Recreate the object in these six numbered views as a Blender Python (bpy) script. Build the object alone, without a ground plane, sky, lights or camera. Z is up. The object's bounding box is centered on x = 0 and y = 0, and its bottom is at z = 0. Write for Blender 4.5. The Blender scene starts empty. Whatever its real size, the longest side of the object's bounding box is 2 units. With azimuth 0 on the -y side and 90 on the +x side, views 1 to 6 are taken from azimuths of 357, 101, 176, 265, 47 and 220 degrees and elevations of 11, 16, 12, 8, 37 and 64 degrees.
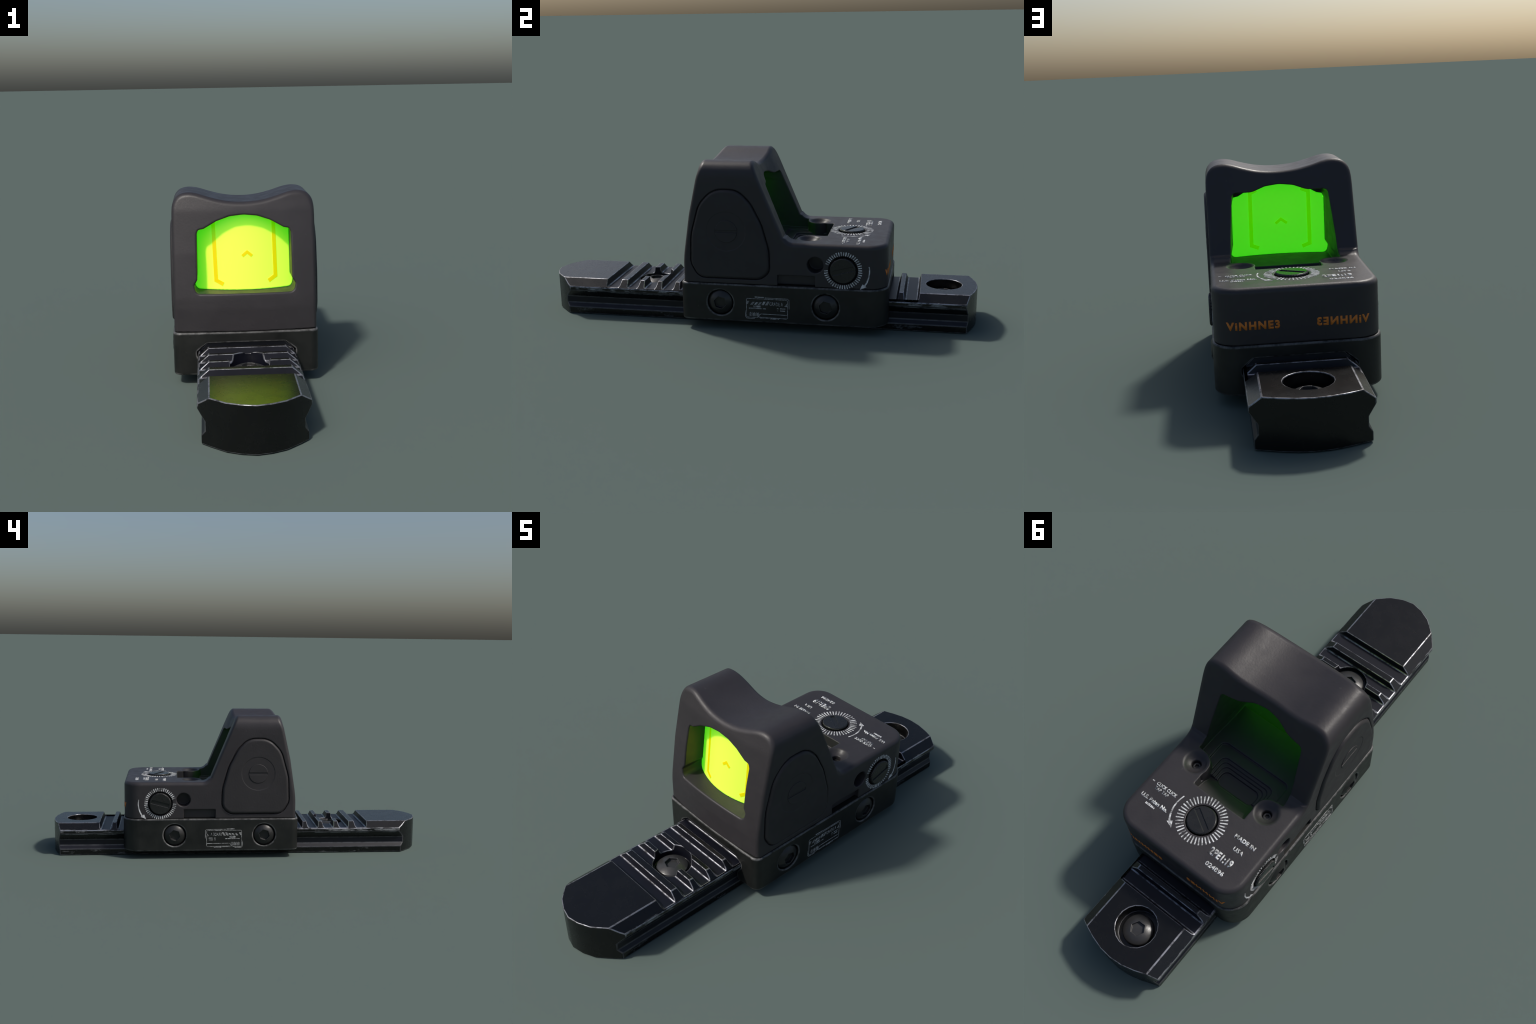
# A small reflex sight bolted on a short mounting rail.
# Soft, rounded castings are signed-distance descriptions (profiles, radii, cut-outs) meshed by
# surface nets; the crisp milled rail is an extruded section with boolean cuts and worn bevels.
import bpy, bmesh, math, random
import numpy as np
from mathutils import Matrix, Vector

random.seed(7)
PI = math.pi

# ------------------------------------------------------------------ materials
def new_mat(name):
    m = bpy.data.materials.new(name)
    m.use_nodes = True
    nt = m.node_tree
    for n in list(nt.nodes):
        if n.type not in ('BSDF_PRINCIPLED', 'OUTPUT_MATERIAL'):
            nt.nodes.remove(n)
    return m, nt, nt.nodes['Principled BSDF']

def coords(nt, scale=(1, 1, 1)):
    tc = nt.nodes.new('ShaderNodeTexCoord')
    mp = nt.nodes.new('ShaderNodeMapping')
    mp.inputs['Scale'].default_value = scale
    nt.links.new(tc.outputs['Object'], mp.inputs['Vector'])
    return mp.outputs['Vector']

def noise(nt, vec, scale, detail=4, rough=0.55):
    n = nt.nodes.new('ShaderNodeTexNoise')
    n.inputs['Scale'].default_value = scale
    n.inputs['Detail'].default_value = detail
    n.inputs['Roughness'].default_value = rough
    nt.links.new(vec, n.inputs['Vector'])
    return n.outputs['Fac']

def ramp(nt, fac, lo, hi, a=0.0, b=1.0):
    n = nt.nodes.new('ShaderNodeMapRange')
    n.inputs['From Min'].default_value = lo
    n.inputs['From Max'].default_value = hi
    n.inputs['To Min'].default_value = a
    n.inputs['To Max'].default_value = b
    nt.links.new(fac, n.inputs['Value'])
    return n.outputs['Result']

def mix(nt, fac, a, b):
    n = nt.nodes.new('ShaderNodeMix')
    n.data_type = 'RGBA'
    nt.links.new(fac, n.inputs[0])
    for sock, v in ((n.inputs[6], a), (n.inputs[7], b)):
        if isinstance(v, tuple):
            sock.default_value = (*v, 1)
        else:
            nt.links.new(v, sock)
    return n.outputs[2]

def mul(nt, a, b, op='MULTIPLY'):
    n = nt.nodes.new('ShaderNodeMath')
    n.operation = op
    n.use_clamp = True
    for i, v in enumerate((a, b)):
        if isinstance(v, (int, float)):
            n.inputs[i].default_value = v
        else:
            nt.links.new(v, n.inputs[i])
    return n.outputs[0]

def bump(nt, bs, h, strength, dist):
    n = nt.nodes.new('ShaderNodeBump')
    n.inputs['Strength'].default_value = strength
    n.inputs['Distance'].default_value = dist
    nt.links.new(h, n.inputs['Height'])
    nt.links.new(n.outputs['Normal'], bs.inputs['Normal'])

def coated_metal(name, base, speck, rough, spec=0.5, metallic=0.0, grain=0.4, blotch=None, bump_dist=0.0009, edge_wear=None):
    """dark anodised / cerakoted finish: fine leathery grain, faint mottling, few pale scuffs"""
    m, nt, bs = new_mat(name)
    v = coords(nt)
    big = noise(nt, v, 7, 5, 0.65)
    fine = noise(nt, v, 130, 3, 0.55)
    col = mix(nt, ramp(nt, big, 0.35, 0.7), base, blotch or tuple(c * 1.18 for c in base))
    scuff = mul(nt, ramp(nt, noise(nt, v, 34, 6, 0.72), 0.66, 0.74), 0.7)
    col = mix(nt, scuff, col, speck)
    if edge_wear:      # coating rubbed thin along the outer edges
        geo = nt.nodes.new('ShaderNodeNewGeometry')
        k = mul(nt, ramp(nt, geo.outputs['Pointiness'], 0.512, 0.535), ramp(nt, noise(nt, v, 30, 6, 0.7), 0.36, 0.6))
        col = mix(nt, k, col, edge_wear)
    nt.links.new(col, bs.inputs['Base Color'])
    nt.links.new(ramp(nt, noise(nt, v, 22, 5, 0.6), 0.3, 0.7, rough - 0.06, rough + 0.07), bs.inputs['Roughness'])
    bs.inputs['Metallic'].default_value = metallic
    bs.inputs['Specular IOR Level'].default_value = spec
    bump(nt, bs, fine, grain, bump_dist)
    return m

M_body = coated_metal('housing_coating', (0.0280, 0.0255, 0.0282), (0.06, 0.057, 0.06), 0.45, 0.36)
M_pad = coated_metal('button_rubber', (0.0268, 0.0250, 0.0268), (0.045, 0.043, 0.045), 0.52, 0.32)
M_mount = coated_metal('base_coating', (0.0058, 0.0064, 0.0059), (0.040, 0.041, 0.038), 0.42, 0.40, blotch=(0.0165, 0.0172, 0.0160), edge_wear=(0.13, 0.13, 0.13))
M_dial = coated_metal('dial_steel', (0.012, 0.0122, 0.0122), (0.03, 0.03, 0.03), 0.25, 0.5, grain=0.1)
M_bolt = coated_metal('bolt_steel', (0.045, 0.045, 0.046), (0.10, 0.10, 0.10), 0.34, 0.5, metallic=0.35)

def rail_material():
    m, nt, bs = new_mat('rail_coating')
    v = coords(nt)
    col = mix(nt, ramp(nt, noise(nt, v, 9, 5), 0.35, 0.7), (0.0030, 0.0030, 0.0031), (0.0042, 0.0042, 0.0043))
    # bare metal rubbed through on the proud side lands
    sep = nt.nodes.new('ShaderNodeSeparateXYZ')
    tc = nt.nodes.new('ShaderNodeTexCoord')
    nt.links.new(tc.outputs['Object'], sep.inputs[0])
    ax = nt.nodes.new('ShaderNodeMath'); ax.operation = 'ABSOLUTE'
    nt.links.new(sep.outputs['X'], ax.inputs[0])
    land = ramp(nt, ax.outputs[0], 0.1855, 0.1875)
    low = mul(nt, ramp(nt, ax.outputs[0], 0.1745, 0.176), ramp(nt, sep.outputs['Z'], 0.04, 0.034))
    vs = coords(nt, (1, 0.34, 1))
    patch = ramp(nt, noise(nt, vs, 26, 6, 0.7), 0.46, 0.56)
    patch2 = ramp(nt, noise(nt, vs, 30, 6, 0.7), 0.58, 0.68)
    wear = mul(nt, mul(nt, land, patch), 0.9)
    wear2 = mul(nt, mul(nt, low, patch2), 0.35)
    col = mix(nt, mul(nt, wear, wear2, 'ADD'), col, (0.22, 0.23, 0.24))
    nt.links.new(col, bs.inputs['Base Color'])
    nt.links.new(ramp(nt, noise(nt, v, 18, 5), 0.3, 0.7, 0.25, 0.29), bs.inputs['Roughness'])
    bs.inputs['Specular IOR Level'].default_value = 0.42
    bump(nt, bs, noise(nt, v, 160, 2), 0.22, 0.0005)
    return m

def groove_material():
    m, nt, bs = new_mat('rail_blued_groove')
    v = coords(nt)
    nt.links.new(mix(nt, ramp(nt, noise(nt, v, 16, 5), 0.35, 0.7), (0.0028, 0.0033, 0.0075), (0.0046, 0.0052, 0.0110)), bs.inputs['Base Color'])
    bs.inputs['Roughness'].default_value = 0.42
    bs.inputs['Specular IOR Level'].default_value = 0.35
    bump(nt, bs, noise(nt, v, 160, 2), 0.2, 0.0005)
    return m

def edge_material():
    """chipped edges: bare alloy with coating left in patches"""
    m, nt, bs = new_mat('rail_worn_edge')
    v = coords(nt)
    k = ramp(nt, noise(nt, v, 24, 6, 0.72), 0.40, 0.56)
    # the sheltered undercut flanks keep their coating
    sep = nt.nodes.new('ShaderNodeSeparateXYZ'); tc = nt.nodes.new('ShaderNodeTexCoord')
    nt.links.new(tc.outputs['Object'], sep.inputs[0])
    k = mul(nt, k, mul(nt, ramp(nt, sep.outputs['Z'], 0.120, 0.128), ramp(nt, sep.outputs['Z'], 0.006, 0.003, 0.12, 0.45), 'ADD'))
    nt.links.new(mix(nt, k, (0.02, 0.02, 0.023), (0.30, 0.305, 0.33)), bs.inputs['Base Color'])
    nt.links.new(ramp(nt, k, 0, 1, 0, 0.8), bs.inputs['Metallic'])
    bs.inputs['Roughness'].default_value = 0.33
    return m

def paint_material(name, strong, faded, lo=0.36, hi=0.58, scale=42, rough=0.6):
    """laser-etched / printed marking, rubbed away in patches"""
    m, nt, bs = new_mat(name)
    v = coords(nt)
    k = ramp(nt, noise(nt, v, scale, 5, 0.7), lo, hi)
    nt.links.new(mix(nt, k, faded, strong), bs.inputs['Base Color'])
    bs.inputs['Roughness'].default_value = rough
    bs.inputs['Specular IOR Level'].default_value = 0.3
    return m

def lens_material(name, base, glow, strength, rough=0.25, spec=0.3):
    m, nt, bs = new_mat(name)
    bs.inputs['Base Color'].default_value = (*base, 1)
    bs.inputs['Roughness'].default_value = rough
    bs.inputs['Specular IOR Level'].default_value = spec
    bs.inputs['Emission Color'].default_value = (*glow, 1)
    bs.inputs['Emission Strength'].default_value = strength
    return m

M_rail = rail_material()
M_edge = edge_material()
M_groove = groove_material()
M_white = paint_material('white_etching', (0.66, 0.67, 0.68), (0.070, 0.068, 0.071), 0.36, 0.57, 48)
M_label = paint_material('grey_etching', (0.42, 0.43, 0.43), (0.05, 0.05, 0.05), 0.34, 0.64, 70)
M_orange = paint_material('orange_print', (0.66, 0.205, 0.032), (0.60, 0.185, 0.029), 0.3, 0.7)
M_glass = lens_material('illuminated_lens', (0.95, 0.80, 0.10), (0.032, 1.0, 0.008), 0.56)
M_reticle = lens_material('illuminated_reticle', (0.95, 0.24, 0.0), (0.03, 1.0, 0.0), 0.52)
M_black = coated_metal('deep_black', (0.004, 0.004, 0.004), (0.006, 0.006, 0.006), 0.6, 0.3)

# ------------------------------------------------------------------ scene graph helpers
def add(name, mesh, parent, mats=()):
    ob = bpy.data.objects.new(name, mesh)
    bpy.context.scene.collection.objects.link(ob)
    ob.parent = parent
    for m in mats:
        mesh.materials.append(m)
    return ob

root = bpy.data.objects.new('reflex_sight', None)
bpy.context.scene.collection.objects.link(root)
root['label'] = 'dark grey open reflex sight with glowing green lens on rail'
root['category'] = 'gun sight'

# ------------------------------------------------------------------ distance-field toolbox
def fillet(pts, default=0.0, seg=8):
    """pts: (a, b[, radius]) -> polygon with rounded corners"""
    out, n = [], len(pts)
    P = [Vector(p[:2]) for p in pts]
    for i in range(n):
        r = pts[i][2] if len(pts[i]) > 2 else default
        p, a, b = P[i], (P[i - 1] - P[i]), (P[(i + 1) % n] - P[i])
        if r <= 0:
            out.append(tuple(p)); continue
        ang = a.angle(b)
        t = min(r / math.tan(ang / 2), a.length * 0.49, b.length * 0.49)
        r = t * math.tan(ang / 2)
        c = p + (a.normalized() + b.normalized()).normalized() * (r / math.sin(ang / 2))
        s, e = p + a.normalized() * t, p + b.normalized() * t
        a0 = math.atan2(s.y - c.y, s.x - c.x)
        d = (math.atan2(e.y - c.y, e.x - c.x) - a0 + PI) % (2 * PI) - PI
        for k in range(seg + 1):
            q = a0 + d * k / seg
            out.append((c.x + r * math.cos(q), c.y + r * math.sin(q)))
    return out

def poly_sdf(pts, X, Y):
    X, Y = np.broadcast_arrays(X, Y)
    d = np.full(X.shape, 1e9); s = np.ones(X.shape)
    n = len(pts)
    for i in range(n):
        ax, ay = pts[i]; bx, by = pts[i - 1]
        ex, ey = bx - ax, by - ay
        L = ex * ex + ey * ey
        if L < 1e-14: continue
        wx, wy = X - ax, Y - ay
        t = np.clip((wx * ex + wy * ey) / L, 0, 1)
        d = np.minimum(d, (wx - ex * t) ** 2 + (wy - ey * t) ** 2)
        c1, c2, c3 = Y >= ay, Y < by, ex * wy > ey * wx
        s = np.where((c1 & c2 & c3) | (~c1 & ~c2 & ~c3), -s, s)
    return s * np.sqrt(d)

def r_and(a, b, r):      # rounded intersection
    return np.minimum(-r, np.maximum(a, b)) + np.sqrt(np.maximum(a + r, 0) ** 2 + np.maximum(b + r, 0) ** 2)

def r_cut(a, b, r):      # a minus b
    return r_and(a, -b, r)

def r_or(a, b, r):
    return -r_and(-a, -b, r)

def box2(X, Y, cx, cy, hx, hy, r=0.0):
    qx, qy = np.abs(X - cx) - hx + r, np.abs(Y - cy) - hy + r
    return np.sqrt(np.maximum(qx, 0) ** 2 + np.maximum(qy, 0) ** 2) + np.minimum(np.maximum(qx, qy), 0) - r

def slab(A, lo, hi):
    return np.abs(A - (lo + hi) / 2) - (hi - lo) / 2

def sdf_mesh(name, f, lo, hi, h):
    """surface nets over f, vertices pulled onto f = 0, normals from the gradient of f"""
    lo, hi = np.array(lo, float), np.array(hi, float)
    n = np.ceil((hi - lo) / h).astype(int) + 1
    ctr = (lo + hi) / 2
    ax = [ctr[i] + (np.arange(n[i]) - (n[i] - 1) / 2) * h for i in range(3)]
    F = np.broadcast_to(f(ax[0][:, None, None], ax[1][None, :, None], ax[2][None, None, :]), tuple(n)).astype(np.float64)
    F = np.where(F == 0, 1e-9, F)
    S = F < 0
    cnt = np.zeros(tuple(n - 1)); acc = [np.zeros(tuple(n - 1)) for _ in range(3)]
    for a in range(3):
        sl0 = [slice(None)] * 3; sl1 = [slice(None)] * 3
        sl0[a] = slice(0, -1); sl1[a] = slice(1, None)
        f0, f1 = F[tuple(sl0)], F[tuple(sl1)]
        cr = S[tuple(sl0)] != S[tuple(sl1)]
        t = np.where(cr, f0 / np.where(cr, f0 - f1, 1), 0)
        o1, o2 = [i for i in range(3) if i != a]
        for d1 in (0, 1):
            for d2 in (0, 1):
                q = [slice(None)] * 3
                q[o1] = slice(d1, n[o1] - 1 + d1); q[o2] = slice(d2, n[o2] - 1 + d2)
                c = cr[tuple(q)]
                cnt += c; acc[a] += t[tuple(q)]
                acc[o1] += c * d1; acc[o2] += c * d2
    cells = cnt > 0
    idx = np.full(cells.shape, -1, np.int64); idx[cells] = np.arange(cells.sum())
    w = np.argwhere(cells)
    V = np.stack([ax[i][0] + (w[:, i] + acc[i][cells] / cnt[cells]) * h for i in range(3)], 1)
    quads = []
    for a in range(3):
        o1, o2 = (a + 1) % 3, (a + 2) % 3
        sl0 = [slice(None)] * 3; sl1 = [slice(None)] * 3
        sl0[a] = slice(0, -1); sl1[a] = slice(1, None)
        for o in (o1, o2):
            sl0[o] = slice(1, -1); sl1[o] = slice(1, -1)
        s0, s1 = S[tuple(sl0)], S[tuple(sl1)]
        e = np.argwhere(s0 != s1)
        flip = s1[s0 != s1]
        base = e.copy(); base[:, o1] += 1; base[:, o2] += 1
        def at(d1, d2):
            p = base.copy(); p[:, o1] -= d1; p[:, o2] -= d2
            return idx[p[:, 0], p[:, 1], p[:, 2]]
        q = np.stack([at(1, 1), at(0, 1), at(0, 0), at(1, 0)], 1)
        q[flip] = q[flip][:, ::-1]
        quads.append(q)
    Q = np.concatenate(quads)
    def grad(P, e):
        g = np.empty_like(P)
        for i in range(3):
            d = np.zeros(3); d[i] = e
            A, B = P + d, P - d
            g[:, i] = (f(A[:, 0], A[:, 1], A[:, 2]) - f(B[:, 0], B[:, 1], B[:, 2])) / (2 * e)
        return g
    V0 = V.copy()
    for _ in range(2):
        g = grad(V, h * 0.5)
        d = f(V[:, 0], V[:, 1], V[:, 2]) / np.maximum((g ** 2).sum(1), 0.3)
        V = V - g * np.clip(d, -h, h)[:, None]
    far = np.abs(V - V0).max(1) > h * 1.2
    V[far] = V0[far]
    g = grad(V, h * 0.8)
    N = g / np.maximum(np.linalg.norm(g, axis=1, keepdims=True), 1e-9)
    me = bpy.data.meshes.new(name)
    me.from_pydata(V.tolist(), [], Q.tolist())
    me.polygons.foreach_set('use_smooth', [True] * len(me.polygons))
    me.update()
    me.normals_split_custom_set_from_vertices(N.tolist())
    return me

# ------------------------------------------------------------------ proportions (metres)
HALF = 0.280            # housing half width
DECK = 0.4045           # height of the rear deck
SEAM = 0.2135           # housing sits on the mounting base here

side_profile = fillet([
    (-0.60, 0.10), (0.80, 0.10), (0.80, DECK), (0.176, DECK, 0.045), (-0.0110, 0.850), (-0.60, 0.850)])
# leaning front face: upright at the foot, breaking back above the crease; bowed forward in plan
_z = np.linspace(0, 0.9, 361)
_y = np.interp(_z, [0, 0.305, 0.345, 0.517, 0.683, 0.9], [-0.2895, -0.2880, -0.2845, -0.2580, -0.2210, -0.1480])
_k = np.ones(9) / 9
_y[4:-4] = np.convolve(_y, _k, 'valid')
def front_face(x, z):
    return np.interp(z, _z, _y) - 0.018 * np.clip(1 - (x / 0.265) ** 2, 0, 1)
def back_bow(x):
    return 0.031 * np.cos(np.clip(np.abs(x) / 0.215, 0, 1) * PI / 2) ** 2

def spline(pts, seg=5):
    """Catmull-Rom curve through the given points"""
    P = [Vector(p) for p in pts]; P = [2 * P[0] - P[1]] + P + [2 * P[-1] - P[-2]]
    out = []
    for i in range(1, len(P) - 2):
        a, b, c, d = P[i - 1:i + 3]
        for k in range(seg):
            t = k / seg
            out.append(tuple(0.5 * (2 * b + (c - a) * t + (2 * a - 5 * b + 4 * c - d) * t * t + (3 * b - a - 3 * c + d) * t ** 3)))
    return out + [tuple(P[-2])]
# hood crown, given from flank to centre and mirrored: rounded shoulder, hump, saddle
crown = [(HALF, 0.60), (HALF, 0.655), (0.2775, 0.698), (0.2675, 0.7255), (0.2465, 0.7440), (0.2150, 0.7508), (0.1805, 0.7470), (0.1320, 0.7325),
                (0.0850, 0.7205), (0.0430, 0.7145), (0.0, 0.7125)]
crown = spline(crown + [(-x, z) for x, z in reversed(crown[:-1])])
hood_front = [(-HALF, 0.05), (HALF, 0.05)] + crown
plan = fillet([(-HALF, -0.5), (HALF, -0.5), (HALF, 0.611, 0.085), (-HALF, 0.611, 0.085)], seg=18)
window = fillet([
    (-0.191, 0.3635, 0.030), (0.191, 0.3635, 0.030), (0.1975, 0.397, 0.010), (0.185, 0.417, 0.012), (0.1835, 0.593, 0.0),
    (0.177, 0.608, 0.008), (0.156, 0.612, 0.004), (0.106, 0.6405, 0.03), (0.054, 0.6585, 0.05), (0.0, 0.664, 0.1),
    (-0.054, 0.6585, 0.05), (-0.106, 0.6405, 0.03), (-0.156, 0.612, 0.004), (-0.177, 0.608, 0.008), (-0.1835, 0.593, 0.0),
    (-0.185, 0.417, 0.012), (-0.1975, 0.397, 0.010)], seg=6)
cavity = fillet([(-0.202, 0.362), (0.202, 0.362), (0.202, 0.40), (0.188, 0.648, 0.022), (-0.188, 0.648, 0.022), (-0.202, 0.40)])
pad_outline = fillet([
    (-0.251, 0.300, 0.06), (-0.215, 0.2385, 0.05), (0.062, 0.2385, 0.06), (0.100, 0.275, 0.05), (0.098, 0.37, 0.15),
    (0.066, 0.485, 0.2), (0.020, 0.575, 0.12), (-0.035, 0.633, 0.1), (-0.145, 0.633, 0.1), (-0.208, 0.565, 0.12),
    (-0.246, 0.43, 0.2)], seg=5)
BOSS = (0.171, 0.263)     # deck screw position
DIAL = (0.4225, 0.2935)   # windage dial on each flank (y, z)
LOOSE = (0.302, 0.3125)   # plain bore next to it

def y_front(x, z):  return -0.237 + 0.13 * (z - 0.36) + 1.35 * x * x
def y_back(x, z):   return -0.110 + 0.11 * (z - 0.36) + 0.75 * x * x

def housing(x, y, z):
    ax = np.abs(x)
    outline = np.maximum(poly_sdf(hood_front, x, z), poly_sdf(plan, x, y))
    f = r_and(poly_sdf(side_profile, y, z), outline, 0.019)
    f = r_and(f, (front_face(x, z) - y) * 0.975, 0.017)
    # the rear rim of the hood is hollowed in the middle
    f = r_and(f, np.where(z > DECK + 0.02, ((y + back_bow(x)) - (0.172 - 0.42 * (z - DECK))) * 0.92, -0.2), 0.012)
    f = r_and(f, SEAM - z, 0.003)
    # viewing tunnel and the wider chamber behind the lens
    f = r_cut(f, np.maximum(poly_sdf(window, x, z), np.maximum(y - 0.19, np.minimum(y + 0.055, 0.372 - z))), 0.007)
    boss = 0.056 - np.sqrt((ax - BOSS[0]) ** 2 + (y - BOSS[1]) ** 2)
    chamber = np.maximum(poly_sdf(cavity, x, z) + np.clip((0.13 - y) * 0.085, 0, 0.016), slab(y, -0.060, 0.265))
    chamber = np.maximum(chamber, np.maximum(boss, np.minimum(y - 0.204, 9)) * 0 + np.where(y > 0.19, np.maximum(boss, ax - np.where(y > 0.204, 0.172, 0.202)), -9))
    f = r_cut(f, chamber, 0.004)
    # emitter well: notch in the deck, ramp and nested steps
    notch = np.maximum(box2(x, y, 0, 0.292, 0.119, 0.042, 0.004), np.maximum(0.334 + 0.35 * (y - 0.270) - z, boss))
    f = r_cut(f, notch, 0.004)
    for hx, y0, y1, floor in ((0.160, 0.112, 0.30, 0.355), (0.122, 0.160, 0.284, 0.347), (0.110, 0.172, 0.276, 0.340),
                              (0.098, 0.184, 0.268, 0.333), (0.085, 0.197, 0.260, 0.324)):
        well = np.maximum(box2(x, y, 0, (y0 + y1) / 2, hx, (y1 - y0) / 2, 0.024), np.maximum(floor - z, z - 0.40))
        f = r_cut(f, np.maximum(well, boss), 0.0015)
    # dished screw seats on the deck
    rb = np.sqrt((ax - BOSS[0]) ** 2 + (y - BOSS[1]) ** 2)
    f = r_cut(f, np.sqrt(rb ** 2 + (z - DECK - 0.032) ** 2) - 0.056, 0.006)
    f = r_cut(f, np.maximum(rb - 0.0185, 0.335 - z), 0.002)
    # elevation dial seat in the deck
    f = r_cut(f, np.maximum(np.sqrt(x ** 2 + (y - 0.432) ** 2) - 0.0605, 0.385 - z), 0.003)
    # flanks: dial seat, plain bore, rectangular pocket, groove round the button pad
    f = r_cut(f, np.maximum(np.sqrt((y - DIAL[0]) ** 2 + (z - DIAL[1]) ** 2) - 0.0625, 0.258 - ax), 0.003)
    f = r_cut(f, np.maximum(np.sqrt((y - LOOSE[0]) ** 2 + (z - LOOSE[1]) ** 2) - 0.0355, 0.222 - ax), 0.004)
    f = r_cut(f, np.maximum(box2(y, z, 0.2185, 0.228, 0.0825, 0.033, 0.003), 0.258 - ax), 0.003)
    f = r_cut(f, np.maximum(poly_sdf(pad_outline, y, z) - 0.0035, 0.271 - ax), 0.004)
    return f

o_housing = add('housing', sdf_mesh('housing', housing, (-0.292, -0.322, 0.200), (0.292, 0.624, 0.770), 0.0036), root, [M_body])

# ------------------------------------------------------------------ button pads on both flanks
def button_pad(x, y, z):      # built for the +x flank; x is measured along the outward normal
    p = poly_sdf(pad_outline, y, z)
    f = r_and(p, slab(x, 0.250, 0.2890), 0.013)
    c = np.sqrt((y + 0.088) ** 2 + (z - 0.451) ** 2)
    f = r_cut(f, np.maximum(c - 0.087, 0.2878 - x), 0.001)      # faint round dish
    return f
me_pad = sdf_mesh('button_pad', button_pad, (0.262, -0.262, 0.228), (0.297, 0.112, 0.646), 0.0030)
me_pad.materials.append(M_pad)

def slotted_cap(x, y, z):
    f = r_and(np.sqrt(x * x + y * y) - 0.050, slab(z, -0.01, 0.0030), 0.002)
    return r_cut(f, np.maximum(np.maximum(slab(y, -0.0055, 0.0055), slab(x, -0.049, 0.049)), -0.0015 - z), 0.0008)
me_cap = sdf_mesh('battery_cap', slotted_cap, (-0.053, -0.053, -0.012), (0.053, 0.053, 0.006), 0.0018)
me_cap.materials.append(M_pad)

MIRROR = Matrix.Scale(-1, 4, (1, 0, 0))
def facing_x(sign, y, z, x, spin=0.0):
    """local +z becomes the outward normal of the flank; local +x runs along world y"""
    m = Matrix(((0, 0, sign), (sign, 0, 0), (0, 1, 0))).to_4x4()
    return Matrix.Translation((sign * x, y, z)) @ m @ Matrix.Rotation(spin, 4, 'Z')

def mirrored(me, name):
    m2 = me.copy(); m2.name = name
    V = np.empty(len(me.vertices) * 3); me.vertices.foreach_get('co', V)
    V = V.reshape(-1, 3); V[:, 0] *= -1
    N = np.array([c.vector for c in me.corner_normals]); vi = np.array([l.vertex_index for l in me.loops])
    NV = np.zeros_like(V); NV[vi] = N; NV[:, 0] *= -1
    m2.vertices.foreach_set('co', V.ravel())
    m2.flip_normals(); m2.update()
    m2.normals_split_custom_set_from_vertices(NV.tolist())
    return m2

for sgn in (1, -1):
    pad = add('button_pad', me_pad if sgn > 0 else mirrored(me_pad, 'button_pad'), root)
    cap = add('battery_cap', me_cap, pad)
    cap.matrix_local = facing_x(sgn, -0.088, 0.451, 0.2875)

# ------------------------------------------------------------------ mounting base
MH = 0.286
base_plan = fillet([(-MH, -0.3025, 0.034), (MH, -0.3025, 0.034), (MH, 0.6165, 0.088), (-MH, 0.6165, 0.088)], seg=18)
rail_section = [(0.150, 0.168), (0.191, 0.134), (0.191, 0.117), (0.1655, 0.081), (0.1655, 0.050), (0.1785, 0.031), (0.1785, 0.0)]
channel = [(x + 0.003, z + (0.002 if z > 0.1 else 0)) for x, z in rail_section[:-1]] + [(0.1815, -0.1)]
channel = channel + [(-x, z) for x, z in reversed(channel)]
BOLT_Y = (-0.122, 0.348)

def mounting_base(x, y, z):
    f = r_and(poly_sdf(base_plan, x, y + 0.005 * np.clip(1 - (x / 0.25) ** 2, 0, 1) * (y < 0)), slab(z, 0.040, SEAM - 0.0008), 0.008)
    f = r_cut(f, poly_sdf(channel, x, z), 0.003)
    for by in BOLT_Y:
        f = r_cut(f, np.maximum(np.sqrt((y - by) ** 2 + (z - 0.1255) ** 2) - 0.0585, 0.262 - np.abs(x)), 0.0055)
    return f
o_base = add('mounting_base', sdf_mesh('mounting_base', mounting_base, (-0.296, -0.322, 0.030), (0.296, 0.626, 0.222), 0.0036), root, [M_mount])

# ------------------------------------------------------------------ button-head bolts
def bolt_mesh(name, r, rise, hex_r, hex_depth):
    R = (r * r + rise * rise) / (2 * rise)
    def f(x, y, z):
        rr = np.sqrt(x * x + y * y)
        d = r_and(np.sqrt(rr ** 2 + (z + R - rise) ** 2) - R, slab(z, -0.03, rise + 0.03), 0.004)
        d = r_and(d, rr - r, 0.004)
        hexd = np.maximum(np.maximum(np.abs(x), np.abs(x * 0.5 + y * 0.8660254)), np.abs(x * 0.5 - y * 0.8660254)) - hex_r
        return r_cut(d, np.maximum(hexd, rise - hex_depth - z), 0.0018)
    me = sdf_mesh(name, f, (-r - 0.004, -r - 0.004, -0.034), (r + 0.004, r + 0.004, rise + 0.004), 0.0021)
    me.materials.append(M_bolt)
    return me

me_bolt = bolt_mesh('base_bolt', 0.0570, 0.0235, 0.0245, 0.020)
me_bolt.materials.clear()
M_bolt_dark = coated_metal('bolt_blackened', (0.012, 0.012, 0.012), (0.05, 0.05, 0.05), 0.36, 0.5)
me_bolt.materials.append(M_bolt_dark)
for sgn in (1, -1):
    for by in BOLT_Y:
        b = add('base_bolt', me_bolt, o_base)
        b.matrix_local = facing_x(sgn, by, 0.1255, 0.2745, 0.26)

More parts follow.
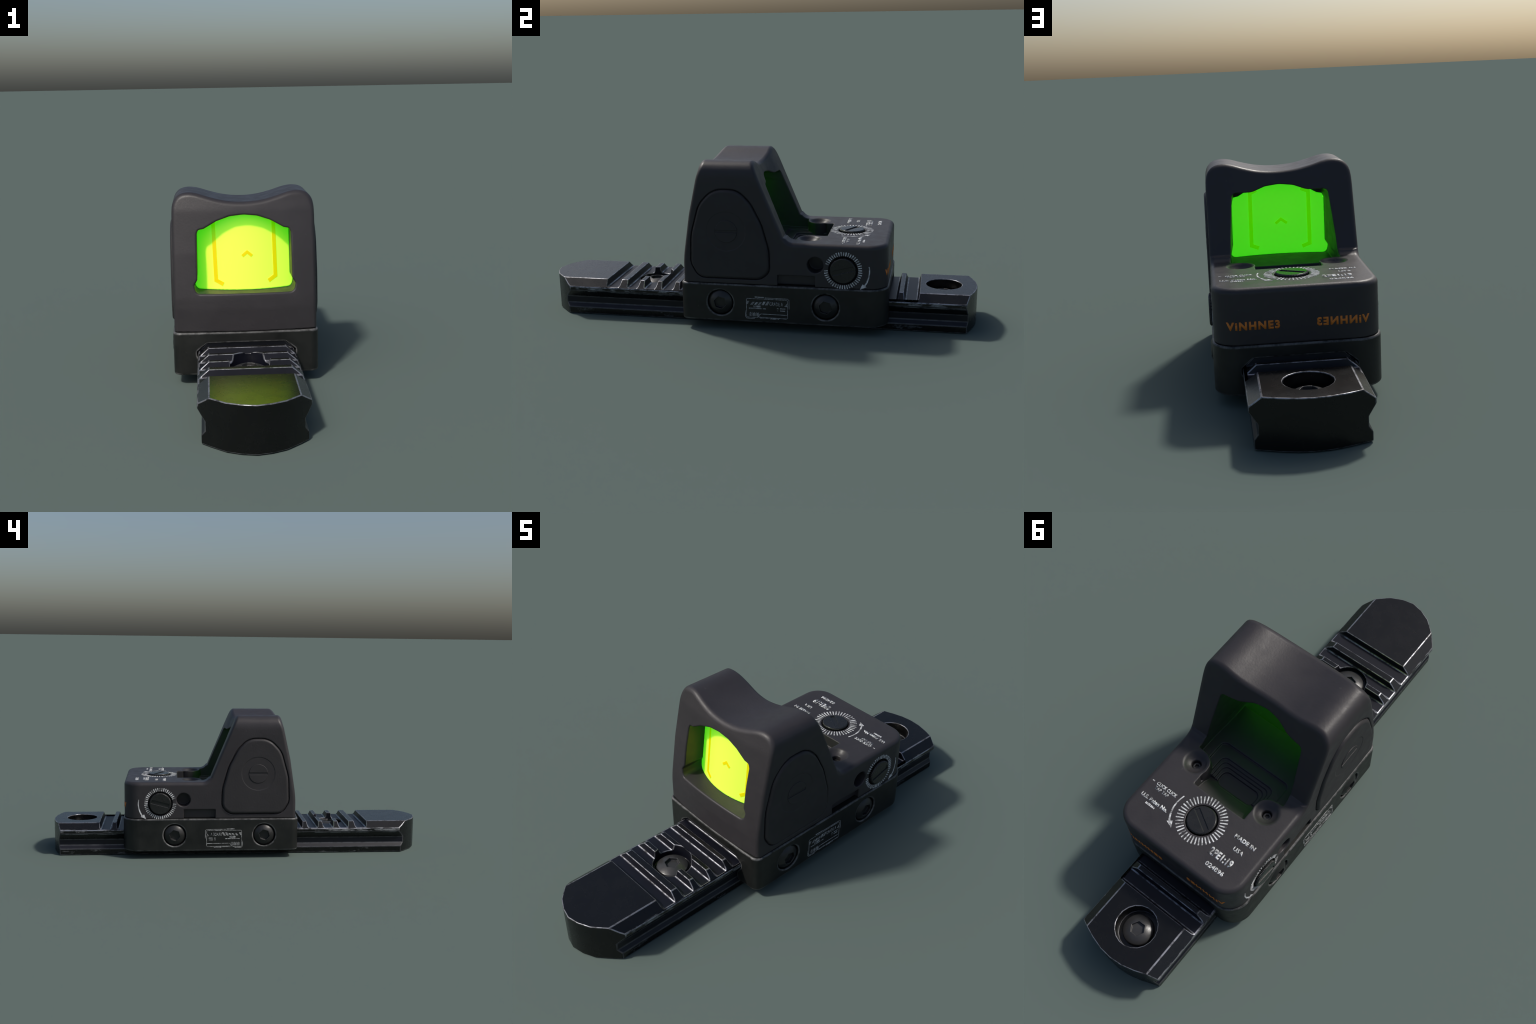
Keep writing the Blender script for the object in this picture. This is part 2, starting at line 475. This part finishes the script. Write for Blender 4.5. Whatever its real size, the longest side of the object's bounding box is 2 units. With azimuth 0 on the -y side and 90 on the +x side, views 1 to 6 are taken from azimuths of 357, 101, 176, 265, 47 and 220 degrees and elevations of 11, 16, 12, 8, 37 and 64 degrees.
# ------------------------------------------------------------------ dials
def dial(x, y, z):
    rr = np.sqrt(x * x + y * y); th = np.arctan2(y, x)
    rim = rr - 0.0560 - 0.0012 * np.cos(th * 64)
    f = r_and(rim, slab(z, -0.03, 0.0060), 0.002)
    f = np.minimum(f, r_and(rr - 0.0540, slab(z, -0.03, 0.0085), 0.002))
    return r_cut(f, np.maximum(np.maximum(np.abs(y) - 0.0098, np.abs(x) - 0.047), 0.0045 - z), 0.001)
me_dial = sdf_mesh('adjustment_dial', dial, (-0.061, -0.061, -0.014), (0.061, 0.061, 0.012), 0.0014)
me_dial.materials.append(M_dial)
for sgn in (1, -1):
    d = add('adjustment_dial', me_dial, root)
    d.matrix_local = facing_x(sgn, DIAL[0], DIAL[1], 0.2825, sgn * math.radians(15.0))
d = add('adjustment_dial', me_dial, root)
d.matrix_local = Matrix.Translation((0, 0.432, DECK - 0.0005)) @ Matrix.Rotation(math.radians(-30), 4, 'Z')

# deck screws, seen at the bottom of their seats
def deck_screw(x, y, z):
    rr = np.sqrt(x * x + y * y)
    f = r_and(rr - 0.0165, slab(z, -0.02, 0.004), 0.003)
    hexd = np.maximum(np.maximum(np.abs(x), np.abs(x * 0.5 + y * 0.8660254)), np.abs(x * 0.5 - y * 0.8660254)) - 0.008
    return r_cut(f, np.maximum(hexd, -0.008 - z), 0.001)
me_screw = sdf_mesh('deck_screw', deck_screw, (-0.02, -0.02, -0.024), (0.02, 0.02, 0.008), 0.0012)
me_screw.materials.append(M_bolt)
for sgn in (1, -1):
    s = add('deck_screw', me_screw, root)
    s.matrix_local = Matrix.Translation((sgn * BOSS[0], BOSS[1], 0.364))

# ------------------------------------------------------------------ lens and reticle
def lens(x, y, z):
    f = poly_sdf(window, x, z) + 0.0006
    return r_and(f, np.maximum(y_front(x, z) - y, y - y_back(x, z)), 0.0015)
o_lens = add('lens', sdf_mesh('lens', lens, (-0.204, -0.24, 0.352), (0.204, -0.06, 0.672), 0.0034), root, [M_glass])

def strip(points, width, surface, lift, name, n=14):
    """flat band of constant width along a polyline in (x, z), laid on the lens surface"""
    bm = bmesh.new()
    P = [Vector(p) for p in points]
    left, right = [], []
    for i, p in enumerate(P):
        d0 = (P[i] - P[i - 1]).normalized() if i else (P[1] - P[0]).normalized()
        d1 = (P[i + 1] - P[i]).normalized() if i < len(P) - 1 else d0
        t = (d0 + d1).normalized()
        nrm = Vector((-t.y, t.x)) * (width / 2 / max(0.4, t.dot(d1)))
        left.append(p + nrm); right.append(p - nrm)
    def on(p, dy):
        return (p.x, float(surface(p.x, p.y)) + dy, p.y)
    for i in range(len(P) - 1):
        m = max(1, int(n * (P[i + 1] - P[i]).length / 0.25))
        for k in range(m):
            q = []
            for dy in (lift, -lift):
                q.append([bm.verts.new(on(a.lerp(b, s), dy)) for a, b, s in
                          ((left[i], left[i + 1], k / m), (left[i], left[i + 1], (k + 1) / m), (right[i], right[i + 1], (k + 1) / m), (right[i], right[i + 1], k / m))])
            bm.faces.new(q[0]); bm.faces.new(q[1][::-1])
            for e in range(4):
                bm.faces.new((q[0][e], q[1][e], q[1][(e + 1) % 4], q[0][(e + 1) % 4]))
    bmesh.ops.remove_doubles(bm, verts=bm.verts, dist=1e-6)
    bmesh.ops.recalc_face_normals(bm, faces=bm.faces)
    me = bpy.data.meshes.new(name); bm.to_mesh(me); bm.free()
    return me

for surf, marks in ((y_front, [[(-0.098, 0.648), (-0.1185, 0.632), (-0.1115, 0.401), (-0.083, 0.386)],
                               [(0.100, 0.648), (0.120, 0.632), (0.1245, 0.413), (0.096, 0.395)],
                               [(-0.0065, 0.4965), (0.013, 0.5125), (0.0325, 0.4965)]]),
                    (y_back, [[(0.082, 0.632), (0.108, 0.620), (0.110, 0.405), (0.081, 0.393)],
                              [(-0.094, 0.630), (-0.123, 0.618), (-0.125, 0.403), (-0.095, 0.391)],
                              [(0.010, 0.490), (-0.012, 0.508), (-0.036, 0.490)]])):
    for pts in marks:
        add('reticle_mark', strip(pts, 0.0155 if len(pts) > 3 else 0.0115, surf, 0.0012, 'reticle_mark'), o_lens, [M_reticle])

# ------------------------------------------------------------------ rail
def prism(name, poly, axis, lo, hi, mats=(), side_slot=None):
    """extrude polygon: axis 'y' takes (x,z), 'z' takes (x,y), 'x' takes (y,z)"""
    put = {'y': lambda a, b, c: (a, c, b), 'z': lambda a, b, c: (a, b, c), 'x': lambda a, b, c: (c, a, b)}[axis]
    bm = bmesh.new()
    A = [bm.verts.new(put(a, b, lo)) for a, b in poly]
    B = [bm.verts.new(put(a, b, hi)) for a, b in poly]
    bm.faces.new(A); bm.faces.new(B[::-1])
    for i in range(len(poly)):
        j = (i + 1) % len(poly)
        fc = bm.faces.new((A[j], A[i], B[i], B[j]))
        if side_slot: fc.material_index = side_slot(i)
    bmesh.ops.recalc_face_normals(bm, faces=bm.faces)
    me = bpy.data.meshes.new(name); bm.to_mesh(me); bm.free()
    for m in mats: me.materials.append(m)
    ob = bpy.data.objects.new(name, me)
    bpy.context.scene.collection.objects.link(ob)
    return ob

section = rail_section + [(-x, z) for x, z in reversed(rail_section)]
# the milled relief above the foot shows the same blued finish as the cross grooves
o_rail = prism('rail', section, 'y', -1.1, 1.1, (M_rail, M_edge, M_groove), lambda i: 2 if i in (3, 4, 8, 9) else 0)
# rounded ends in plan: tight nose in front, shallow bow behind
front_pts = [(0.30, -0.78), (0.192, -0.872), (0.177, -0.891), (0.150, -0.919), (0.099, -0.966), (0.049, -0.9895), (0.0, -1.0)]
rear_pts = [(0.0, 1.0), (0.052, 0.9955), (0.104, 0.982), (0.152, 0.9645), (0.192, 0.950), (0.30, 0.90)]
ends = front_pts + [(-x, y) for x, y in reversed(front_pts[:-1])] + [(-x, y) for x, y in reversed(rear_pts)] + rear_pts[1:]
# cross grooves between the ribs: floors at 138 mm with small root fillets
PITCH, FLOOR, RIB = 0.0853, 0.138, 0.0112
ribs = [-0.3565 + PITCH * k for k in range(-3, 13)]
edges = [(-0.698, -0.630)]
for a, b in zip(ribs[:-1], ribs[1:]):
    edges.append((a + (RIB if a > -0.6 else 0.0145), b - RIB))
edges.append((ribs[-1] + RIB, 0.746))
edges[0] = (-0.698, -0.629)
cutters = []
for a, b in edges:
    g = [(a, 0.2), (a, 0.166), (a + 0.004, FLOOR + 0.007), (a + 0.009, FLOOR), (b - 0.009, FLOOR), (b - 0.004, FLOOR + 0.007), (b, 0.166), (b, 0.2)]
    cutters.append(prism('cut', g, 'x', -0.3, 0.3, (M_groove,)))
def circle(cx, cy, r, n):
    return [(cx + r * math.cos(2 * PI * (i + 0.5) / n), cy + r * math.sin(2 * PI * (i + 0.5) / n)) for i in range(n)]
cutters.append(prism('cut', circle(0, -0.508, 0.0785, 24), 'z', 0.108, 0.3, (M_groove,)))
cutters.append(prism('cut', circle(0, 0.8515, 0.0800, 20), 'z', 0.108, 0.3, (M_rail,)))
trim = prism('trim', ends, 'z', -0.1, 0.3, (M_rail,))

def boolean(ob, other, op):
    md = ob.modifiers.new('b', 'BOOLEAN'); md.object = other; md.operation = op; md.solver = 'EXACT'; md.material_mode = 'TRANSFER'
def bake(ob):
    dg = bpy.context.evaluated_depsgraph_get()
    me = bpy.data.meshes.new_from_object(ob.evaluated_get(dg))
    ob.modifiers.clear(); old = ob.data; ob.data = me; bpy.data.meshes.remove(old)
boolean(o_rail, trim, 'INTERSECT')
for c in cutters:
    boolean(o_rail, c, 'DIFFERENCE')
bake(o_rail)
for c in cutters + [trim]:
    me = c.data; bpy.data.objects.remove(c); bpy.data.meshes.remove(me)
bm = bmesh.new(); bm.from_mesh(o_rail.data)
bmesh.ops.remove_doubles(bm, verts=bm.verts, dist=0.0002)
bmesh.ops.dissolve_limit(bm, angle_limit=math.radians(1), verts=bm.verts, edges=bm.edges, delimit={'MATERIAL'})
bm.to_mesh(o_rail.data); bm.free()
md = o_rail.modifiers.new('worn_bevel', 'BEVEL')
md.width = 0.0034; md.segments = 2; md.use_clamp_overlap = False; md.harden_normals = False; md.offset_type = 'OFFSET'; md.limit_method = 'ANGLE'; md.angle_limit = math.radians(28); md.material = 1
bake(o_rail)
for p in o_rail.data.polygons: p.use_smooth = True
o_rail.data.name = 'rail'
o_rail.parent = root
wn = o_rail.modifiers.new('flat_faces', 'WEIGHTED_NORMAL'); wn.weight = 100; wn.keep_sharp = True
bake(o_rail)

me_rbolt = bolt_mesh('rail_bolt', 0.066, 0.019, 0.0265, 0.016)
b = add('rail_bolt', me_rbolt, o_rail); b.matrix_local = Matrix.Translation((0, -0.508, 0.126)) @ Matrix.Rotation(0.2, 4, 'Z')
b = add('rail_bolt', me_rbolt, o_rail); b.matrix_local = Matrix.Translation((0, 0.8515, 0.124)) @ Matrix.Rotation(0.55, 4, 'Z') @ Matrix.Diagonal((0.92, 0.92, 1, 1))

# ------------------------------------------------------------------ markings
def text_object(body, frame, width, height, mat, parent, name='lettering', bold=0.02, depth=0.0009, warp=None, space=1.04):
    """frame: matrix whose x is the reading direction, y is up, z leaves the surface; origin = lower left"""
    cu = bpy.data.curves.new('t', 'FONT')
    cu.body = body; cu.size = 1.0; cu.offset = bold; cu.resolution_u = 3; cu.extrude = 0.0
    cu.space_character = space
    tmp = bpy.data.objects.new('t', cu)
    bpy.context.scene.collection.objects.link(tmp)
    me = bpy.data.meshes.new_from_object(tmp.evaluated_get(bpy.context.evaluated_depsgraph_get()))
    bpy.data.objects.remove(tmp); bpy.data.curves.remove(cu)
    V = np.empty(len(me.vertices) * 3); me.vertices.foreach_get('co', V); V = V.reshape(-1, 3)
    lo, hi = V.min(0), V.max(0)
    V[:, 0] = (V[:, 0] - lo[0]) / (hi[0] - lo[0]) * width
    V[:, 1] = (V[:, 1] - lo[1]) / (hi[1] - lo[1]) * height
    V[:, 2] = 0
    W = (np.array(frame) @ np.concatenate([V, np.ones((len(V), 1))], 1).T).T[:, :3]
    me.vertices.foreach_set('co', W.ravel()); me.name = name
    bm = bmesh.new(); bm.from_mesh(me)
    nz = np.array(frame)[:3, 2]
    r = bmesh.ops.extrude_face_region(bm, geom=bm.faces[:])
    for v in [g for g in r['geom'] if isinstance(g, bmesh.types.BMVert)]:
        v.co += Vector(nz) * depth
    if warp:
        for v in bm.verts: v.co = warp(v.co)
    bmesh.ops.recalc_face_normals(bm, faces=bm.faces)
    bm.to_mesh(me); bm.free()
    me.materials.clear()
    return add(name, me, parent, [mat])

def frame(o, ux, uy, uz):
    return Matrix(((ux[0], uy[0], uz[0], o[0]), (ux[1], uy[1], uz[1], o[1]), (ux[2], uy[2], uz[2], o[2]), (0, 0, 0, 1)))

Zd = DECK - 0.0001
def deck_text(body, x0, x1, ytop, ybot, bold=0.02):
    text_object(body, frame((x0, ybot, Zd), (-1, 0, 0), (0, -1, 0), (0, 0, 1)), x0 - x1, ybot - ytop, M_white, o_housing, bold=bold)
deck_text('CLICK CLICK', 0.230, 0.136, 0.409, 0.4235, 0.03)
deck_text('TAP TAP', 0.226, 0.162, 0.428, 0.4415, 0.02)
deck_text('U.S. Paten No.', 0.2505, 0.125, 0.4735, 0.4905, 0.05)
deck_text('MADE IN', -0.134, -0.2275, 0.394, 0.411, 0.045)
deck_text('USA', -0.161, -0.205, 0.436, 0.453, 0.025)
deck_text('2PE1:19', -0.097, -0.199, 0.484, 0.516, 0.042)
deck_text('024896', -0.115, -0.197, 0.538, 0.5565, 0.035)

class Marks:
    """thin printed bars and plates collected into one mesh"""
    def __init__(self, warp=None): self.bm = bmesh.new(); self.warp = warp
    def plate(self, fr, pts, depth=0.0009):
        n = len(pts)
        A = [self.bm.verts.new((fr @ Vector((p[0], p[1], -0.0004)))) for p in pts]
        B = [self.bm.verts.new((fr @ Vector((p[0], p[1], depth)))) for p in pts]
        self.bm.faces.new(A[::-1]); self.bm.faces.new(B)
        for i in range(n):
            self.bm.faces.new((A[i], A[(i + 1) % n], B[(i + 1) % n], B[i]))
    def bar(self, fr, x0, y0, x1, y1): self.plate(fr, [(x0, y0), (x1, y0), (x1, y1), (x0, y1)])
    def line(self, fr, pts, w):
        for (a, b), (c, d) in zip(pts[:-1], pts[1:]):
            t = Vector((c - a, d - b)); t.normalize(); n = Vector((-t.y, t.x)) * w / 2; t = t * w * 0.4
            self.plate(fr, [(a - t.x - n.x, b - t.y - n.y), (c + t.x - n.x, d + t.y - n.y), (c + t.x + n.x, d + t.y + n.y), (a - t.x + n.x, b - t.y + n.y)])
    def done(self, name, mat, parent):
        for v in self.bm.verts:
            if self.warp: v.co = self.warp(v.co)
        bmesh.ops.recalc_face_normals(self.bm, faces=self.bm.faces)
        me = bpy.data.meshes.new(name); self.bm.to_mesh(me); self.bm.free()
        ob = add(name, me, parent, [mat]); ob['kind'] = 'stuff'
        return ob

def round_corner(co):
    """lay flank markings round the rear corner of the housing"""
    d = min(co.y - (0.611 - 0.085), 0.084)
    if d <= 0: return co
    return Vector((co.x - math.copysign(0.085 - math.sqrt(0.085 ** 2 - d * d), co.x), co.y, co.z))

def dial_marks(fr, r_in, r_out, arc_r, a0, a1, n=42, skip=None):
    mk = Marks()
    for i in range(n):
        a = 2 * PI * (i + 0.3) / n
        if skip and skip(a): continue
        c, s = math.cos(a), math.sin(a)
        ro = r_out - random.random() * 0.002
        w = 0.0026
        mk.plate(fr, [(r_in * c + w * s * .8, r_in * s - w * c * .8), (ro * c + w * s, ro * s - w * c), (ro * c - w * s, ro * s + w * c), (r_in * c - w * s * .8, r_in * s + w * c * .8)])
    mk.done('tick_marks', M_white, o_housing)
    ar = Marks(round_corner if abs(fr[0][3]) > 0.1 else None); N = 12
    for i in range(N):
        b0, b1 = a0 + (a1 - a0) * i / N, a0 + (a1 - a0) * (i + 1) / N
        w = 0.0022 + 0.0012 * i / N
        ar.plate(fr, [((arc_r - w) * math.cos(b0), (arc_r - w) * math.sin(b0)), ((arc_r + w) * math.cos(b0), (arc_r + w) * math.sin(b0)),
                      ((arc_r + w) * math.cos(b1), (arc_r + w) * math.sin(b1)), ((arc_r - w) * math.cos(b1), (arc_r - w) * math.sin(b1))])
    tip = a1 + math.copysign(0.24, a1 - a0)
    ar.plate(fr, [((arc_r - 0.012) * math.cos(a1), (arc_r - 0.012) * math.sin(a1)), ((arc_r + 0.010) * math.cos(a1), (arc_r + 0.010) * math.sin(a1)),
                  ((arc_r - 0.004) * math.cos(tip), (arc_r - 0.004) * math.sin(tip))])
    ar.done('direction_arrow', M_white, o_housing)

D2 = math.radians
dial_marks(frame((0, 0.432, Zd), (1, 0, 0), (0, 1, 0), (0, 0, 1)), 0.068, 0.098, 0.1195, D2(-17), D2(38))
for sgn in (1, -1):
    # local x = +y, local y = +z
    hole = lambda a: abs(a - D2(172)) < 0.30
    dial_marks(frame((sgn * (HALF - 0.0001), DIAL[0], DIAL[1]), (0, 1, 0), (0, 0, 1), (sgn, 0, 0)), 0.0655, 0.0835, 0.1135, D2(11), D2(-34), 46, skip=lambda a: abs(a - D2(171)) < 0.16)
mk = Marks()
fr = frame((0.252, 0.4185, Zd), (-1, 0, 0), (0, -1, 0), (0, 0, 1))
mk.bar(fr, 0, 0, 0.0095, 0.004)
fr = frame((0.213, 0.5065, Zd), (-1, 0, 0), (0, -1, 0), (0, 0, 1))
for x0, x1, h in ((0, .004, .008), (.0055, .009, .008), (.011, .0225, .009), (.025, .030, .008), (.0315, .036, .007), (.0385, .043, .006)):
    mk.bar(fr, x0, 0, x1, h)
mk.done('small_print', M_white, o_housing)

# orange maker's word on the back, once plain and once mirrored
Yb = 0.6109
def round_back(co):
    d = min(abs(co.x) - (HALF - 0.085), 0.084)
    return co if d <= 0 else Vector((co.x, co.y - 0.085 + math.sqrt(0.085 ** 2 - d * d), co.z))
w1 = text_object('ViNHNE3', frame((0.2375, Yb, 0.265), (-1, 0, 0), (0, 0, 1), (0, 1, 0)), 0.1765, 0.029, M_orange, o_housing, bold=0.05, warp=round_back, space=1.25)
w2 = text_object('ViNHNE3', frame((-0.2375, Yb, 0.265), (1, 0, 0), (0, 0, 1), (0, 1, 0)), 0.1765, 0.029, M_orange, o_housing, bold=0.05, warp=round_back, space=1.25)

# data plate etched on each flank of the base (mirrored on the far side)
for sgn in (1, -1):
    fr = frame((sgn * (MH - 0.0001), -0.009, 0.0535), (0, 1, 0), (0, 0, 1), (sgn, 0, 0))
    mk = Marks(); W, H, w = 0.205, 0.117, 0.0026
    L = lambda pts, ww=w: mk.line(fr, pts, ww)
    L([(0.006, 0.014), (0.009, 0.010), (0.054, 0.010), (0.066, 0.024), (0.071, 0.0275), (0.189, 0.0265)])
    L([(0.006, 0.014), (0.006, 0.092), (0.010, 0.097), (0.186, 0.0965), (0.190, 0.092), (0.190, 0.014), (0.186, 0.0095), (0.060, 0.0125)])
    L([(0.001, 0.038), (0.001, 0.012), (0.007, 0.005), (0.041, 0.004)])
    L([(0.197, 0.055), (0.197, 0.096), (0.190, 0.102), (0.090, 0.1025)])
    L([(0.046, 0.1045), (0.083, 0.104)], 0.005)
    L([(0.068, 0.009), (0.108, 0.0095)], 0.004); L([(0.115, 0.007), (0.150, 0.007)], 0.005)
    mk.plate(fr, [(0.176, 0.066), (0.190, 0.066), (0.190, 0.083)])
    mk.plate(fr, [(0.007, 0.085), (0.020, 0.085), (0.012, 0.070), (0.007, 0.074)])
    for i, x0 in enumerate((0.023, 0.040, 0.056, 0.073, 0.090)):
        hh = (0.013, 0.012, 0.012, 0.016, 0.017)[i]
        mk.plate(fr, [(x0, 0.069), (x0 + 0.011, 0.069), (x0 + 0.020, 0.069 + hh), (x0 + 0.010, 0.069 + hh)])
    for i in range(10):
        mk.bar(fr, 0.017 + i * 0.0048, 0.016, 0.017 + i * 0.0048 + (0.0018, 0.0032, 0.0024)[i % 3], 0.031 + 0.003 * (i % 2))
    mk.bar(fr, 0.038, 0.057, 0.070, 0.0655)
    for x0, x1, y0 in ((0.017, 0.038, 0.050), (0.040, 0.048, 0.050), (0.050, 0.078, 0.050), (0.081, 0.093, 0.050), (0.143, 0.150, 0.0535), (0.157, 0.180, 0.0535), (0.143, 0.149, 0.0435), (0.157, 0.179, 0.0435)):
        mk.bar(fr, x0, y0, x1, y0 + 0.0042)
    mk.done('data_plate_marks', M_label, o_base)
    fx = frame((sgn * (MH - 0.0001), -0.009 + 0.110, 0.0535 + 0.067), (0, 1, 0), (0, 0, 1), (sgn, 0, 0))
    text_object('GRADE A', fx, 0.060, 0.0165, M_label, o_base, bold=0.01)
